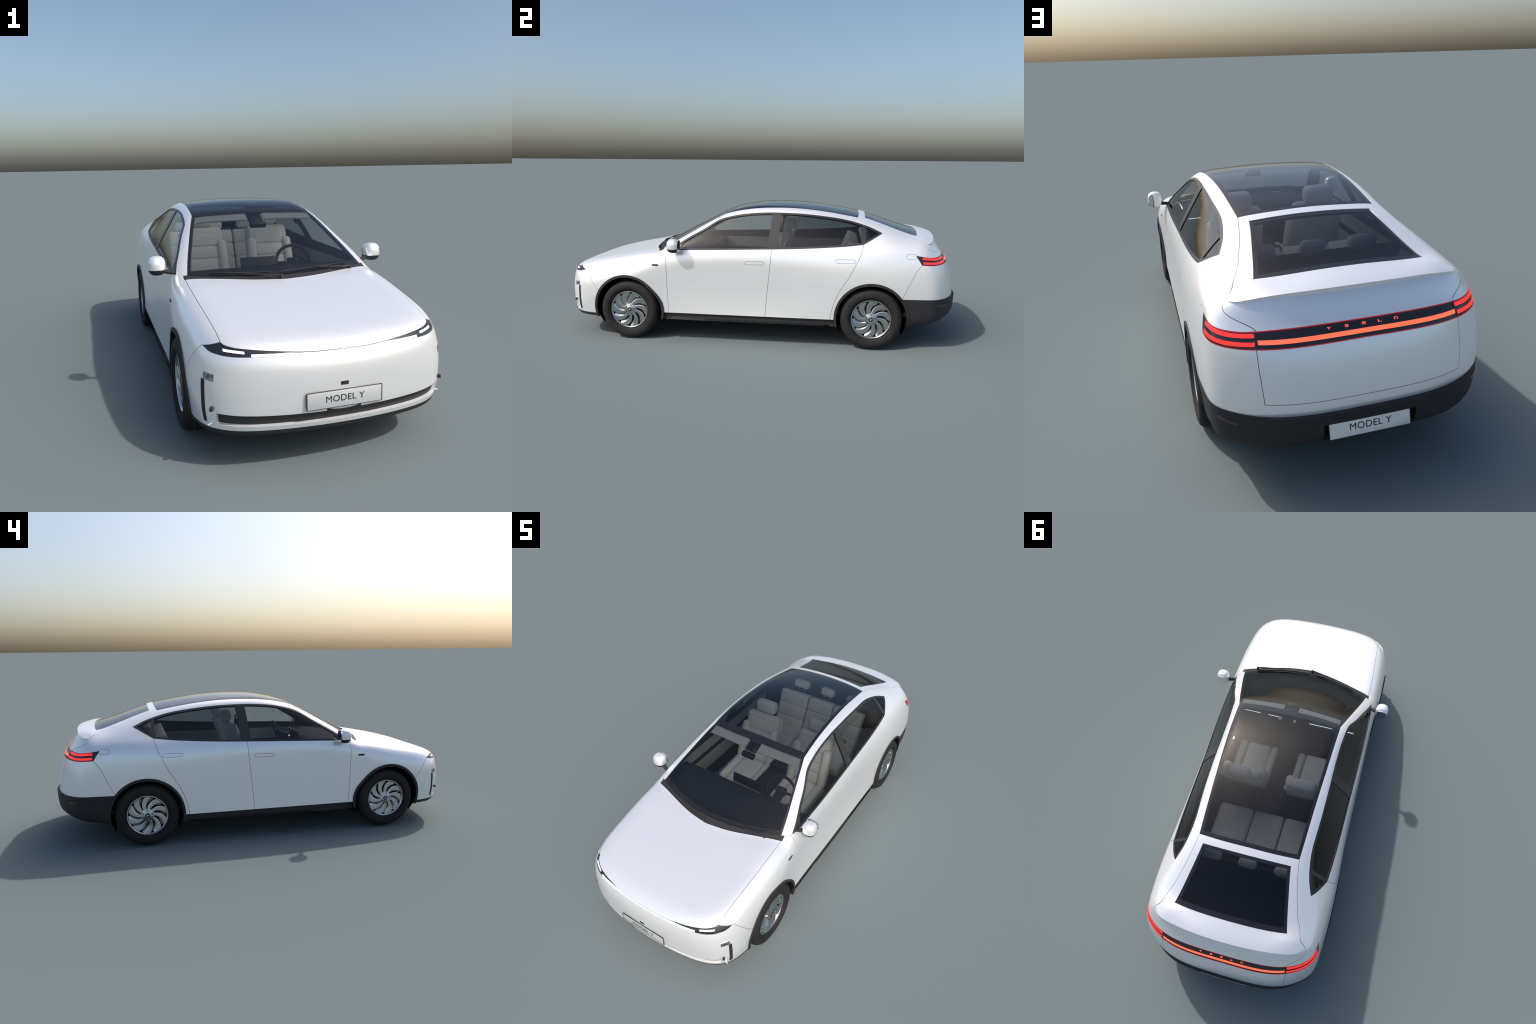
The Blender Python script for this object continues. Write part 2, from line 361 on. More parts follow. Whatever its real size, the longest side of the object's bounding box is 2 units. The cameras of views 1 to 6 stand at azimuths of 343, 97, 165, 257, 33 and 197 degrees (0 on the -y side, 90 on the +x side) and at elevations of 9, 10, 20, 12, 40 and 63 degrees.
wi = win & (win_top(P) < -TR) & (win_low(P) > .0090) & (win_kick(P) > .0085)
put(wi & (pillar_b1(P) < 0) & (sail(P) > .0015), 'front_window')
put(wi & (pillar_b1(P) < 0) & (sail(P) < -.0015), 'mirror_sail')
put(wi & (pillar_b1(P) > 0) & (pillar_b2(P) < 0), 'door_pillar')
put(wi & (pillar_b2(P) > 0) & (pillar_c1(P) < 0), 'rear_door_window')
put(wi & (pillar_c1(P) > 0) & (pillar_c2(P) < 0), 'door_pillar')
put(wi & (pillar_c2(P) > 0), 'quarter_window')
# lamps
lamp = (f_lamp_top(P) < 0) & (f_lamp_low(P) > 0) & (y < -.83) & (z > .3)
put(lamp, 'headlamp')
put(lamp & (x < .2462) & (f_lamp_low(P) > .0013) & (f_lamp_low(P) < .0072) & (f_lamp_top(P) < -.0024), 'light_bar')
put(lamp & (x > .2625) & (x < .3130) & (np.abs(drl_mid(P)) < .0027), 'light_bar')
tail = (tail_top(P) < 0) & (tail_low(P) > 0) & (tail_front(P) > 0) & (y > .7)
put(tail, 'tail_lamp')
put(tail & ((tail_top(P) > -.0022) | (tail_low(P) < .0022)) & (tail_t(P) > -.079), 'tail_lamp_rim')
put(tail & (x > .2690) & (tail_t(P) > -.079) & ((np.abs(strip_up(P)) < .0043) | (np.abs(strip_dn(P)) < .0046)), 'tail_light_strip')
put(tail & (x < .2630) & (np.abs(bar_mid(P)) < .0047), 'tail_light_bar')
# dark lower parts
put((z < SILL_Z) & (y > -.5) & (y < .45), 'sill')
put((z < LIP_Z) & (y < -.75), 'front_lip')
put((tail_line(P) < 0) & (y > .70), 'rear_diffuser')
put((x < .1240) & (z > .1660) & (z < .2180) & (y > .9), 'plate_pocket')
gr = (grille_top(P) < 0) & (grille_low(P) > 0) & (grille_end(P) < 0) & (y < -.85)
put(gr, 'grille')
# gaps
def gap(f, where, w=G): put((np.abs(metric(f, w)(P)) < w) & where, 'panel_gap')
keep = np.isin(lab, ['fender', 'front_door', 'rear_door', 'front_bumper', 'rear_bumper', 'hood', 'tailgate', 'body_side'])
gap(seam_fender, keep & (z > SILL_Z) & (z < .458) & (x > .3)); gap(seam_doors, keep & (z > SILL_Z) & (win_low(P) < 0) & (x > .3))
gap(seam_rear, keep & (z > SILL_Z) & (win_low(P) < 0) & (x > .3)); gap(seam_nose, keep & (y > -.853) & (y < -.7)); gap(seam_tail, keep & (z < .4169) & (y > .7))
gap(hood_side, keep & (y < -.45) & (y > -.9) & (z > .34)); gap(gate_side, keep & (y > .5) & (gate_low(P) > 0) & (z < .6166)); gap(gate_low, keep & (x < gate_edge(.2853)) & (y > .9))
gap(handle_f, keep, .0008); gap(handle_r, keep, .0008); gap(flap, keep, .0007)
put((handle_f(P) < -.0008) & (x > .3), 'door_handle_f'); put((handle_r(P) < -.0008) & (x > .3), 'door_handle_r'); put((flap(P) < -.0007) & (x > .3) & (lab == 'body_side'), 'charge_flap')
# wheel arches and floor
for f, y0 in ((arch_front, HUB_F), (arch_rear, HUB_R)):
    near = (np.abs(y - y0) < .21) & (x > .24) & (z < .36)
    put(near & (f(P) < 0) & (f(P) > -ARCH_W) & (z > .107), 'wheel_arch')
    put(near & (f(P) < -ARCH_W), 'hole')
put((PN[:, 2] < -.8) & (z < .13) & (lab != 'hole'), 'underbody')
put((PN[:, 2] < -.8) & (x > .24) & ((np.abs(y - HUB_F) < .165) | (np.abs(y - HUB_R) < .165)) & (z < .13), 'hole')

# ------------------------------------------------------------------ materials
def material(name, color, rough=.5, metal=0., spec=.5, coat=0., coat_rough=.03, grain=0., grain_scale=400., vary=0., vary_scale=6., emit=None, emit_strength=0., sheen=0.):
    m = bpy.data.materials.new(name); m.use_nodes = True; nt = m.node_tree; b = nt.nodes['Principled BSDF']
    b.inputs['Base Color'].default_value = (*color, 1); b.inputs['Roughness'].default_value = rough; b.inputs['Metallic'].default_value = metal
    b.inputs['Specular IOR Level'].default_value = spec; b.inputs['Coat Weight'].default_value = coat; b.inputs['Coat Roughness'].default_value = coat_rough
    b.inputs['Sheen Weight'].default_value = sheen
    tc = nt.nodes.new('ShaderNodeTexCoord')
    if vary:
        n = nt.nodes.new('ShaderNodeTexNoise'); n.inputs['Scale'].default_value = vary_scale; n.inputs['Detail'].default_value = 3
        r = nt.nodes.new('ShaderNodeValToRGB'); r.color_ramp.elements[0].position = .3; r.color_ramp.elements[1].position = .7
        r.color_ramp.elements[0].color = (*[c * (1 - vary) for c in color], 1); r.color_ramp.elements[1].color = (*[min(1, c * (1 + vary)) for c in color], 1)
        nt.links.new(tc.outputs['Object'], n.inputs['Vector']); nt.links.new(n.outputs['Fac'], r.inputs['Fac']); nt.links.new(r.outputs['Color'], b.inputs['Base Color'])
    if grain:
        n = nt.nodes.new('ShaderNodeTexNoise'); n.inputs['Scale'].default_value = grain_scale; n.inputs['Detail'].default_value = 2
        bu = nt.nodes.new('ShaderNodeBump'); bu.inputs['Strength'].default_value = grain; bu.inputs['Distance'].default_value = .002
        nt.links.new(tc.outputs['Object'], n.inputs['Vector']); nt.links.new(n.outputs['Fac'], bu.inputs['Height']); nt.links.new(bu.outputs['Normal'], b.inputs['Normal'])
    if emit:
        b.inputs['Emission Color'].default_value = (*emit, 1); b.inputs['Emission Strength'].default_value = emit_strength
    return m

def glass(name, tint, ior=1.5, rough=0.):
    """thin tinted pane: see-through with a mirror reflection that grows towards grazing angles"""
    m = bpy.data.materials.new(name); m.use_nodes = True; nt = m.node_tree; nt.nodes.remove(nt.nodes['Principled BSDF'])
    out = nt.nodes['Material Output']; fr = nt.nodes.new('ShaderNodeFresnel'); fr.inputs['IOR'].default_value = ior
    geo = nt.nodes.new('ShaderNodeNewGeometry'); inv = nt.nodes.new('ShaderNodeMapRange'); inv.inputs['To Min'].default_value = ior; inv.inputs['To Max'].default_value = 1 / ior
    nt.links.new(geo.outputs['Backfacing'], inv.inputs['Value']); nt.links.new(inv.outputs['Result'], fr.inputs['IOR'])   # same mirror strength on both faces of the sheet
    tr = nt.nodes.new('ShaderNodeBsdfRefraction'); tr.inputs['Color'].default_value = (*tint, 1); tr.inputs['IOR'].default_value = 1.0; tr.inputs['Roughness'].default_value = 0
    gl = nt.nodes.new('ShaderNodeBsdfGlossy'); gl.inputs['Roughness'].default_value = rough; gl.inputs['Color'].default_value = (1, 1, 1, 1)
    mx = nt.nodes.new('ShaderNodeMixShader')
    nt.links.new(fr.outputs[0], mx.inputs[0]); nt.links.new(tr.outputs[0], mx.inputs[1]); nt.links.new(gl.outputs[0], mx.inputs[2]); nt.links.new(mx.outputs[0], out.inputs[0])
    return m

M = dict(
    paint=material('white_paint', (.99, .99, .985), rough=.27, metal=.525, spec=.5),
    gap=material('gap_shadow', (.16, .16, .165), rough=.8, spec=.1),
    plastic=material('black_plastic', (.026, .026, .027), rough=.62, spec=.35, grain=.08, grain_scale=900, vary=.08, vary_scale=30),
    trim=material('dark_window_trim', (.028, .028, .030), rough=.38, spec=.5, vary=.05, vary_scale=20),
    pillar=material('dark_gloss_pillar', (.035, .034, .036), rough=.28, spec=.5, vary=.05, vary_scale=12),
    frit=material('black_glass_border', (.012, .013, .016), rough=.08, spec=.6, vary=.05),
    screen=glass('windscreen_glass', (.68, .71, .70)),
    sideglass=glass('side_glass', (.72, .76, .75)),
    rearside=glass('tinted_side_glass', (.42, .45, .46)),
    roof=glass('tinted_roof_glass', (.44, .47, .49)),
    rear=glass('tinted_rear_glass', (.36, .39, .42)),
    rubber=material('tyre_rubber', (.020, .020, .021), rough=.75, spec=.3, grain=.1, grain_scale=700, vary=.1, vary_scale=40),
    alloy=material('alloy', (.56, .57, .58), rough=.2, metal=1., vary=.03, vary_scale=40),
    dark=material('dark_metal', (.03, .03, .033), rough=.5, metal=.3, vary=.1, vary_scale=60),
    well=material('wheel_well_black', (.008, .008, .009), rough=.9, spec=.1, vary=.1, vary_scale=20),
    chrome=material('mirror_silver', (.85, .87, .88), rough=.03, metal=1., vary=.01),
    lamp=material('lamp_glass_dark', (.016, .018, .024), rough=.06, spec=.7, vary=.05, vary_scale=30),
    white_led=material('white_light', (.9, .9, .9), rough=.4, emit=(1, .98, .95), emit_strength=3.),
    red_lens=material('dark_red_lens', (.02, .018, .024), rough=.12, spec=.6, vary=.05, vary_scale=30),
    red_rim=material('red_lens_edge', (.30, .012, .012), rough=.25, spec=.5, emit=(1, .02, .02), emit_strength=.22),
    red_led=material('red_light', (.6, .02, .02), rough=.4, emit=(1, .03, .025), emit_strength=1.0),
    red_bar=material('orange_red_light', (.3, .03, .02), rough=.4, emit=(1, .165, .075), emit_strength=1.08),
    led_letter=material('red_letters', (.6, .1, .1), rough=.4, emit=(1, .12, .12), emit_strength=.9),
    steel=material('brushed_plate', (.88, .88, .88), rough=.3, metal=.55, grain=.03, grain_scale=300, vary=.02, vary_scale=50),
    ink=material('black_letters', (.02, .02, .022), rough=.5),
    silver_ink=material('silver_letters', (.7, .7, .72), rough=.3, metal=.6),
    crystal=material('clear_lamp', (.30, .34, .36), rough=.08, metal=.8, grain=.8, grain_scale=120, vary=.75, vary_scale=110),
    leather=material('light_leather', (.76, .745, .70), rough=.6, spec=.3, grain=.06, grain_scale=600, vary=.03, vary_scale=25),
    cloth=material('light_door_card', (.38, .37, .35), rough=.8, spec=.2, grain=.06, grain_scale=600, vary=.03, vary_scale=25),
    cabin=material('cabin_black', (.030, .031, .036), rough=.7, spec=.25, grain=.05, grain_scale=500, vary=.08, vary_scale=20),
    dash=material('dash_black', (.030, .031, .036), rough=.75, spec=.2, vary=.06, vary_scale=15),
    visor=material('grey_headliner', (.36, .36, .36), rough=.85, spec=.15, vary=.03, vary_scale=30),
    display=material('display', (.012, .013, .017), rough=.15, spec=.5, vary=.05, vary_scale=20),
    ambient=material('ambient_light', (.7, .85, .95), rough=.5, emit=(.75, .92, 1), emit_strength=2.2),
    amber=material('dark_reflector', (.07, .035, .03), rough=.3, spec=.5, vary=.1, vary_scale=80),
)

# ------------------------------------------------------------------ object helpers
car = bpy.data.objects.new('electric_car', None); bpy.context.scene.collection.objects.link(car)
car['label'] = 'white electric fastback crossover with glass roof and red tail bar'
car['category'] = 'car'

def link(name, me, parent=car, loc=None, rot=None):
    o = bpy.data.objects.new(name, me); bpy.context.scene.collection.objects.link(o); o.parent = parent
    if loc is not None: o.location = loc
    if rot is not None: o.rotation_euler = rot
    return o

def mesh_of(name, v, f, mat, smooth=True, angle=None, nrm=None):
    me = bpy.data.meshes.new(name); me.from_pydata([tuple(map(float, a)) for a in v], [], [tuple(map(int, a)) for a in f])
    me.materials.append(mat)
    if smooth:
        me.polygons.foreach_set('use_smooth', np.ones(len(me.polygons), bool))
    if angle is not None: me.set_sharp_from_angle(angle=math.radians(angle))
    if nrm is not None: me.normals_split_custom_set_from_vertices([tuple(map(float, a)) for a in nrm])
    me.update(); return me

def boundary(t):
    E = np.vstack([t[:, [0, 1]], t[:, [1, 2]], t[:, [2, 0]]]); S = np.sort(E, 1)
    u, i, n = np.unique(S, axis=0, return_index=True, return_counts=True)
    return E[i[n == 1]]

def sheet(labels, offset=0., rim=.005, half=None):
    """surface patch (right half) of the given regions with a turned-in edge: verts, faces, normals"""
    t = T[np.isin(lab, labels)] if half is None else half
    ids, inv = np.unique(t, return_inverse=True); t = inv.reshape(-1, 3)
    n = N[ids]; v = V[ids] + (offset(V[ids], n) if callable(offset) else n * offset)
    v[V[ids, 0] == 0, 0] = 0
    faces = [tuple(q) for q in t]; vv = [v]; nn = [n]
    if rim:
        e = boundary(t); e = e[~((v[e[:, 0], 0] < 1e-6) & (v[e[:, 1], 0] < 1e-6))]
        a, b = v[e[:, 0]], v[e[:, 1]]; na, nb = n[e[:, 0]], n[e[:, 1]]
        a2, b2 = a - na * rim, b - nb * rim
        fn = np.cross(b - a, na); fn /= np.maximum(np.linalg.norm(fn, axis=1, keepdims=True), 1e-9)
        k = len(v); m = len(e)
        vv += [a, b, b2, a2]; nn += [fn] * 4
        for i in range(m): faces.append((k + m + i, k + i, k + 3 * m + i, k + 2 * m + i))
    return np.vstack(vv), faces, np.vstack(nn)

def mirrored(v, f, n):
    k = np.array([-1, 1, 1.]); return v * k, [tuple(q[::-1]) for q in f], n * k

def panel(name, labels, mat, join=False, offset=0., rim=.005, parent=car):
    v, f, n = sheet(labels, offset, rim)
    if not len(f): print('EMPTY', name); return []
    v2, f2, n2 = mirrored(v, f, n)
    if join:
        k = len(v)
        return [link(name, mesh_of(name, np.vstack([v, v2]), f + [tuple(i + k for i in q) for q in f2], mat, nrm=np.vstack([n, n2])), parent)]
    ps = parent if isinstance(parent, list) else [parent, parent]
    return [link(name, mesh_of(name, v, f, mat, nrm=n), ps[0]), link(name, mesh_of(name, v2, f2, mat, nrm=n2), ps[1])]

def both(name, v, f, mat, parent=car, angle=40, nrm=None):
    """an object and its mirror twin"""
    a = link(name, mesh_of(name, v, f, mat, angle=angle, nrm=nrm), parent[0] if isinstance(parent, list) else parent)
    v2 = np.array(v) * [-1, 1, 1]; f2 = [tuple(q[::-1]) for q in f]
    b = link(name, mesh_of(name, v2, f2, mat, angle=angle, nrm=None if nrm is None else np.array(nrm) * [-1, 1, 1]), parent[1] if isinstance(parent, list) else parent)
    return [a, b]

def tube(path, radius, seg=10, flat=1., caps=True):
    path = np.array(path, float); n = len(path); r = np.broadcast_to(radius, n)
    tg = np.gradient(path, axis=0); tg /= np.linalg.norm(tg, axis=1, keepdims=True)
    ref = np.array([0, 0, 1.]) if abs(tg[0, 2]) < .9 else np.array([1., 0, 0])
    v = []; f = []
    for i in range(n):
        a = np.cross(ref, tg[i]); a /= np.linalg.norm(a); b = np.cross(tg[i], a)
        for k in range(seg):
            t = 2 * math.pi * k / seg; v.append(path[i] + r[i] * (a * math.cos(t) + b * math.sin(t) * flat))
    for i in range(n - 1):
        for k in range(seg):
            k2 = (k + 1) % seg; f.append((i * seg + k, i * seg + k2, (i + 1) * seg + k2, (i + 1) * seg + k))
    if caps: f.append(tuple(range(seg))[::-1]); f.append(tuple((n - 1) * seg + k for k in range(seg)))
    return v, f

def smooth_path(p, n=24):
    p = np.array(p, float); t = np.linspace(0, 1, len(p)); q = np.linspace(0, 1, n)
    return np.stack([spline(t, p[:, k])(q) for k in range(3)], 1)

import bmesh
def rbox(size, bevel, seg=4, taper=(1., 1.), bulge=0.):
    """soft-edged block centred on the origin; taper scales the top in x and y, bulge swells its faces"""
    bm = bmesh.new(); bmesh.ops.create_cube(bm, size=1)
    bmesh.ops.scale(bm, vec=size, verts=bm.verts)
    bmesh.ops.bevel(bm, geom=bm.edges[:] + bm.verts[:], offset=bevel, segments=seg, profile=.5, affect='EDGES', clamp_overlap=True)
    if bulge: bmesh.ops.subdivide_edges(bm, edges=[e for e in bm.edges if e.calc_length() > min(size) * .5], cuts=6, use_grid_fill=True)
    for q in bm.verts:
        k = q.co.z / size[2] + .5; q.co.x *= 1 + (taper[0] - 1) * k; q.co.y *= 1 + (taper[1] - 1) * k
        if bulge:
            a, b, c = (2 * q.co.x / size[0], 2 * q.co.y / size[1], 2 * q.co.z / size[2])
            q.co.y += bulge * np.sign(b) * max(0, 1 - a * a) * max(0, 1 - c * c) * min(1, abs(b) ** 4)
    v = [tuple(q.co) for q in bm.verts]; bm.verts.index_update(); f = [tuple(q.index for q in p.verts) for p in bm.faces]; bm.free()
    return np.array(v), f

def xf(v, loc=(0, 0, 0), rot=(0, 0, 0)):
    from mathutils import Euler
    m = np.array(Euler(rot).to_matrix()); return np.array(v) @ m.T + np.array(loc)

def merge(*vf):
    v = []; f = []; k = 0
    for a, b in vf:
        v.append(np.array(a)); f += [tuple(i + k for i in q) for q in b]; k += len(a)
    return np.vstack(v), f

def lathe(profile, seg=96, mod=None):
    """turn (radius, x) pairs about the x axis"""
    v = []; f = []; n = len(profile)
    for k in range(seg):
        a = 2 * math.pi * k / seg
        for i, (r, h) in enumerate(profile):
            rr = r + (mod(i, k) if mod else 0); v.append((h, rr * math.cos(a), rr * math.sin(a)))
    for k in range(seg):
        k2 = (k + 1) % seg
        for i in range(n - 1): f.append((k * n + i, k * n + i + 1, k2 * n + i + 1, k2 * n + i))
    return np.array(v), f

def patch(corner_fn, nu, nv, lift, depth=.003, sink=None):
    """plate that hugs the body: corner_fn(u, v) gives points near the surface"""
    g = np.array([[corner_fn(u, w) for w in np.linspace(0, 1, nv)] for u in np.linspace(0, 1, nu)])
    p = project(g.reshape(-1, 3), 12); n = normals(p)
    a = p + n * lift; b = p - n * depth; k = len(p)
    f = []
    for i in range(nu - 1):
        for j in range(nv - 1):
            q = (i * nv + j, (i + 1) * nv + j, (i + 1) * nv + j + 1, i * nv + j + 1); f.append(q)
    loop = [i * nv for i in range(nu)] + [(nu - 1) * nv + j for j in range(1, nv)] + [i * nv + nv - 1 for i in range(nu - 2, -1, -1)] + [j for j in range(nv - 2, 0, -1)]
    for i in range(len(loop)):
        c0, c1 = loop[i], loop[(i + 1) % len(loop)]; f.append((c1, c0, c0 + k, c1 + k))
    # make the faces look outwards
    q = f[0]; nn = np.cross(a[q[1]] - a[q[0]], a[q[2]] - a[q[0]])
    if nn @ n[q[0]] < 0: f = [t[::-1] for t in f]
    return np.vstack([a, b]), f

def quad(c00, c10, c11, c01):
    c = [np.array(k, float) for k in (c00, c10, c11, c01)]
    return lambda u, w: c[0] * (1 - u) * (1 - w) + c[1] * u * (1 - w) + c[2] * u * w + c[3] * (1 - u) * w

# ------------------------------------------------------------------ painted shell and glazing
hood_o = panel('hood', ['hood'], M['paint'], join=True)[0]
panel('fender', ['fender'], M['paint'])
fd = panel('front_door', ['front_door'], M['paint']); rd = panel('rear_door', ['rear_door'], M['paint'])
bs = panel('body_side', ['body_side'], M['paint'])
gate_o = panel('tailgate', ['tailgate'], M['paint'], join=True)[0]
fb = panel('front_bumper', ['front_bumper'], M['paint'], join=True, rim=.0105)[0]
rb = panel('rear_bumper', ['rear_bumper'], M['paint'], join=True)[0]
panel('door_handle', ['door_handle_f'], M['paint'], parent=fd, rim=.003); panel('door_handle', ['door_handle_r'], M['paint'], parent=rd, rim=.003)
panel('charge_flap', ['charge_flap'], M['paint'], parent=bs, rim=.003)
o = panel('panel_gap', ['panel_gap'], M['gap'], join=True, offset=-.0022, rim=0)[0]; o['kind'] = 'stuff'
panel('cowl', ['cowl'], M['plastic'], join=True, offset=-.003)
panel('windscreen', ['windscreen'], M['screen'], join=True, offset=-.0015, rim=0); panel('windscreen_border', ['windscreen_border'], M['frit'], join=True, offset=-.0015, rim=.002)
panel('roof_glass', ['roof_glass'], M['roof'], join=True, offset=-.0008, rim=0); panel('roof_glass_border', ['roof_border'], M['frit'], join=True, offset=-.0008, rim=.002)
panel('rear_window', ['rear_window'], M['rear'], join=True, offset=-.0022, rim=0, parent=gate_o); panel('rear_window_border', ['rear_window_border'], M['frit'], join=True, offset=-.0022, rim=.002, parent=gate_o)
panel('window_trim', ['window_trim'], M['trim'], rim=.004)
panel('door_pillar', ['door_pillar'], M['pillar'], offset=-.0005, rim=.004)
panel('mirror_sail', ['mirror_sail'], M['pillar'], offset=-.001, rim=.003)
panel('door_window', ['front_window'], M['sideglass'], offset=-.003, rim=0, parent=fd); panel('door_window', ['rear_door_window'], M['rearside'], offset=-.003, rim=0, parent=rd)
panel('quarter_window', ['quarter_window'], M['rearside'], offset=-.003, rim=0)
# dark lower cladding
def diffuser_push(p, n):
    w = np.clip((.345 - p[:, 0]) / .13, 0, 1); w = w * w * (3 - 2 * w)
    return np.stack([n[:, 0] * .002, n[:, 1] * (.0015 + .0105 * w), np.zeros(len(p))], 1)
def sill_push(p, n): return np.stack([np.maximum(n[:, 0], 0) * -.0120, np.zeros(len(p)), np.zeros(len(p))], 1)
panel('wheel_arch', ['wheel_arch'], M['plastic'], offset=.0045, rim=.014)
panel('sill', ['sill'], M['plastic'], offset=sill_push, rim=.012)
panel('front_lip', ['front_lip'], M['plastic'], join=True, offset=.0005, rim=.02)
panel('rear_diffuser', ['rear_diffuser'], M['plastic'], join=True, offset=diffuser_push, rim=.016)
panel('underbody', ['underbody'], M['well'], join=True, rim=0)
panel('grille', ['grille'], M['plastic'], join=True, offset=-.010, rim=0)
# lamps
panel('headlamp', ['headlamp'], M['lamp'], join=True, offset=-.002, rim=.01); panel('light_bar', ['light_bar'], M['white_led'], join=True, offset=-.0012, rim=.004)
panel('tail_lamp', ['tail_lamp'], M['red_lens'], join=True, offset=-.001, rim=.006); panel('tail_lamp_rim', ['tail_lamp_rim'], M['red_rim'], join=True, offset=-.0004, rim=.006)
panel('tail_light_strip', ['tail_light_strip'], M['red_led'], join=True, offset=.0, rim=.004); panel('tail_light_bar', ['tail_light_bar'], M['red_bar'], join=True, offset=.0, rim=.004)

# inner lining: what is seen of the doors, pillars and tailgate from inside the cabin
cab = (P[:, 1] > -.47) & (P[:, 2] > .15)
inner = cab & np.isin(lab, ['body_side', 'fender', 'front_door', 'rear_door', 'window_trim', 'door_pillar', 'tailgate', 'panel_gap', 'mirror_sail', 'door_handle_f', 'door_handle_r', 'wheel_arch', 'rear_bumper', 'windscreen_border', 'roof_border', 'rear_window_border', 'cowl', 'charge_flap', 'tail_lamp', 'tail_lamp_rim', 'tail_light_strip', 'tail_light_bar', 'rear_diffuser'])
card = inner & (P[:, 0] > .3) & (P[:, 1] < .5) & (((P[:, 2] < .432) & (P[:, 2] > .365)) | ((P[:, 2] < .335) & (P[:, 2] > .25)))
for nm, sel, mt in (('interior_lining', inner & ~card, M['cabin']), ('door_card', card, M['cloth'])):
    v, f, n = sheet(None, -.011, 0, half=T[sel]); v2, f2, n2 = mirrored(v, f, n)
    if nm == 'door_card':
        link(nm, mesh_of(nm, v, f, mt)); link(nm, mesh_of(nm, v2, f2, mt))
    else:
        k = len(v); link(nm, mesh_of(nm, np.vstack([v, v2]), f + [tuple(i + k for i in q) for q in f2], mt))

# ------------------------------------------------------------------ wheels
def tread(i, k):
    if i in (12, 21): return -.0018 if k % 4 < 1 else 0
    if i in (11, 22): return -.0014 if k % 4 < 1 else 0
    return 0
tyre_profile = [(.0925, -.004), (.0965, .0005), (.0985, .0010), (.1005, .0062), (.1060, .0105), (.1066, .0098), (.1080, .0098), (.1086, .0118), (.116, .0138), (.125, .0138), (.1365, .0098), (.1435, .0015), (.1472, -.0085), (.1478, -.026), (.1450, -.0265), (.1450, -.0305), (.1480, -.031), (.1480, -.0465), (.1452, -.047), (.1452, -.051), (.1480, -.0515), (.1472, -.084), (.1435, -.092), (.1365, -.0995), (.125, -.103), (.108, -.103), (.094, -.094)]
tv, tf = lathe(tyre_profile, 240, tread); tyre_me = mesh_of('tyre', tv, [q[::-1] for q in tf], M['rubber'], angle=35)
# a raised ring on the side wall
rim_profile = [(.0700, -.085), (.0805, -.080), (.0835, -.030), (.0850, -.010), (.0868, -.0035), (.0885, .0010), (.0915, .0036), (.0945, .0032), (.0958, .0010), (.0958, -.0080), (.0930, -.0120)]
rv, rfc = lathe(rim_profile, 96); rim_me = mesh_of('rim', rv, [q for q in rfc], M['alloy'], angle=40)
def blade():
    nr, na = 14, 18; v = []; f = []
    for i in range(nr):
        u = i / (nr - 1)
        for j in range(na + 1):
            a = j / na
            r_out = .0872 - .0095 * max(0, (a - .72) / .28) ** 1.1 - .0030 * max(0, (.10 - a) / .10)
            r = .0285 + (r_out - .0285) * u
            sweep = math.radians(-24) * ((r - .03) / .05) ** 1.25 if r > .03 else 0
            wid = math.radians(36) * (.98 - .04 * u)
            th = sweep - a * wid
            dip = max(0, (a - .60) / .40) ** 1.5
            edge = math.exp(-(a / .07) ** 2)
            h = -.0010 - .0055 * math.sin(math.pi * min(1, u * 1.0)) * .4 - .0150 * dip * (.55 + .45 * math.sin(math.pi * min(.9, u + .1))) - .0012 * edge
            v.append((h, r * math.cos(th), r * math.sin(th)))
    n = na + 1
    for i in range(nr - 1):
        for j in range(na): f.append((i * n + j, (i + 1) * n + j, (i + 1) * n + j + 1, i * n + j + 1))
    # wall under the leading edge, and thickness at the tip
    k = len(v)
    for i in range(nr): q = v[i * n]; v.append((q[0] - .014, q[1], q[2]))
    for i in range(nr - 1): f.append((k + i, k + i + 1, (i + 1) * n, i * n))
    k = len(v)
    for j in range(n): q = v[(nr - 1) * n + j]; v.append((q[0] - .006, q[1], q[2]))
    for j in range(n - 1): f.append(((nr - 1) * n + j, k + j, k + j + 1, (nr - 1) * n + j + 1))
    return v, [q[::-1] for q in f]
bv, bf = blade(); blade_me = mesh_of('wheel_spoke', bv, bf, M['alloy'], angle=50)
hv, hf = lathe([(.0001, .0005), (.0135, .0005), (.0150, -.0005), (.0290, -.0015), (.0318, -.0032), (.0322, -.012), (.030, -.02)], 64)
hub_me = mesh_of('hub_disc', hv, [q[::-1] for q in hf], M['alloy'], angle=40)
cv, cf = lathe([(.0001, .0022), (.0095, .0020), (.0112, .0012), (.0116, -.002)], 40)
cap_me = mesh_of('hub_cap', cv, [q[::-1] for q in cf], M['dark'], angle=40)
nv_, nf_ = lathe([(.0001, .0006), (.0026, .0006), (.0036, -.0010), (.0036, -.006)], 16); nut_me = mesh_of('wheel_nut', nv_, [q[::-1] for q in nf_], M['dark'], angle=30)
dv, df = lathe([(.0001, -.030), (.072, -.030), (.0745, -.034), (.0745, -.05)], 64); disc_me = mesh_of('brake_disc', dv, [q[::-1] for q in df], M['dark'], angle=40)
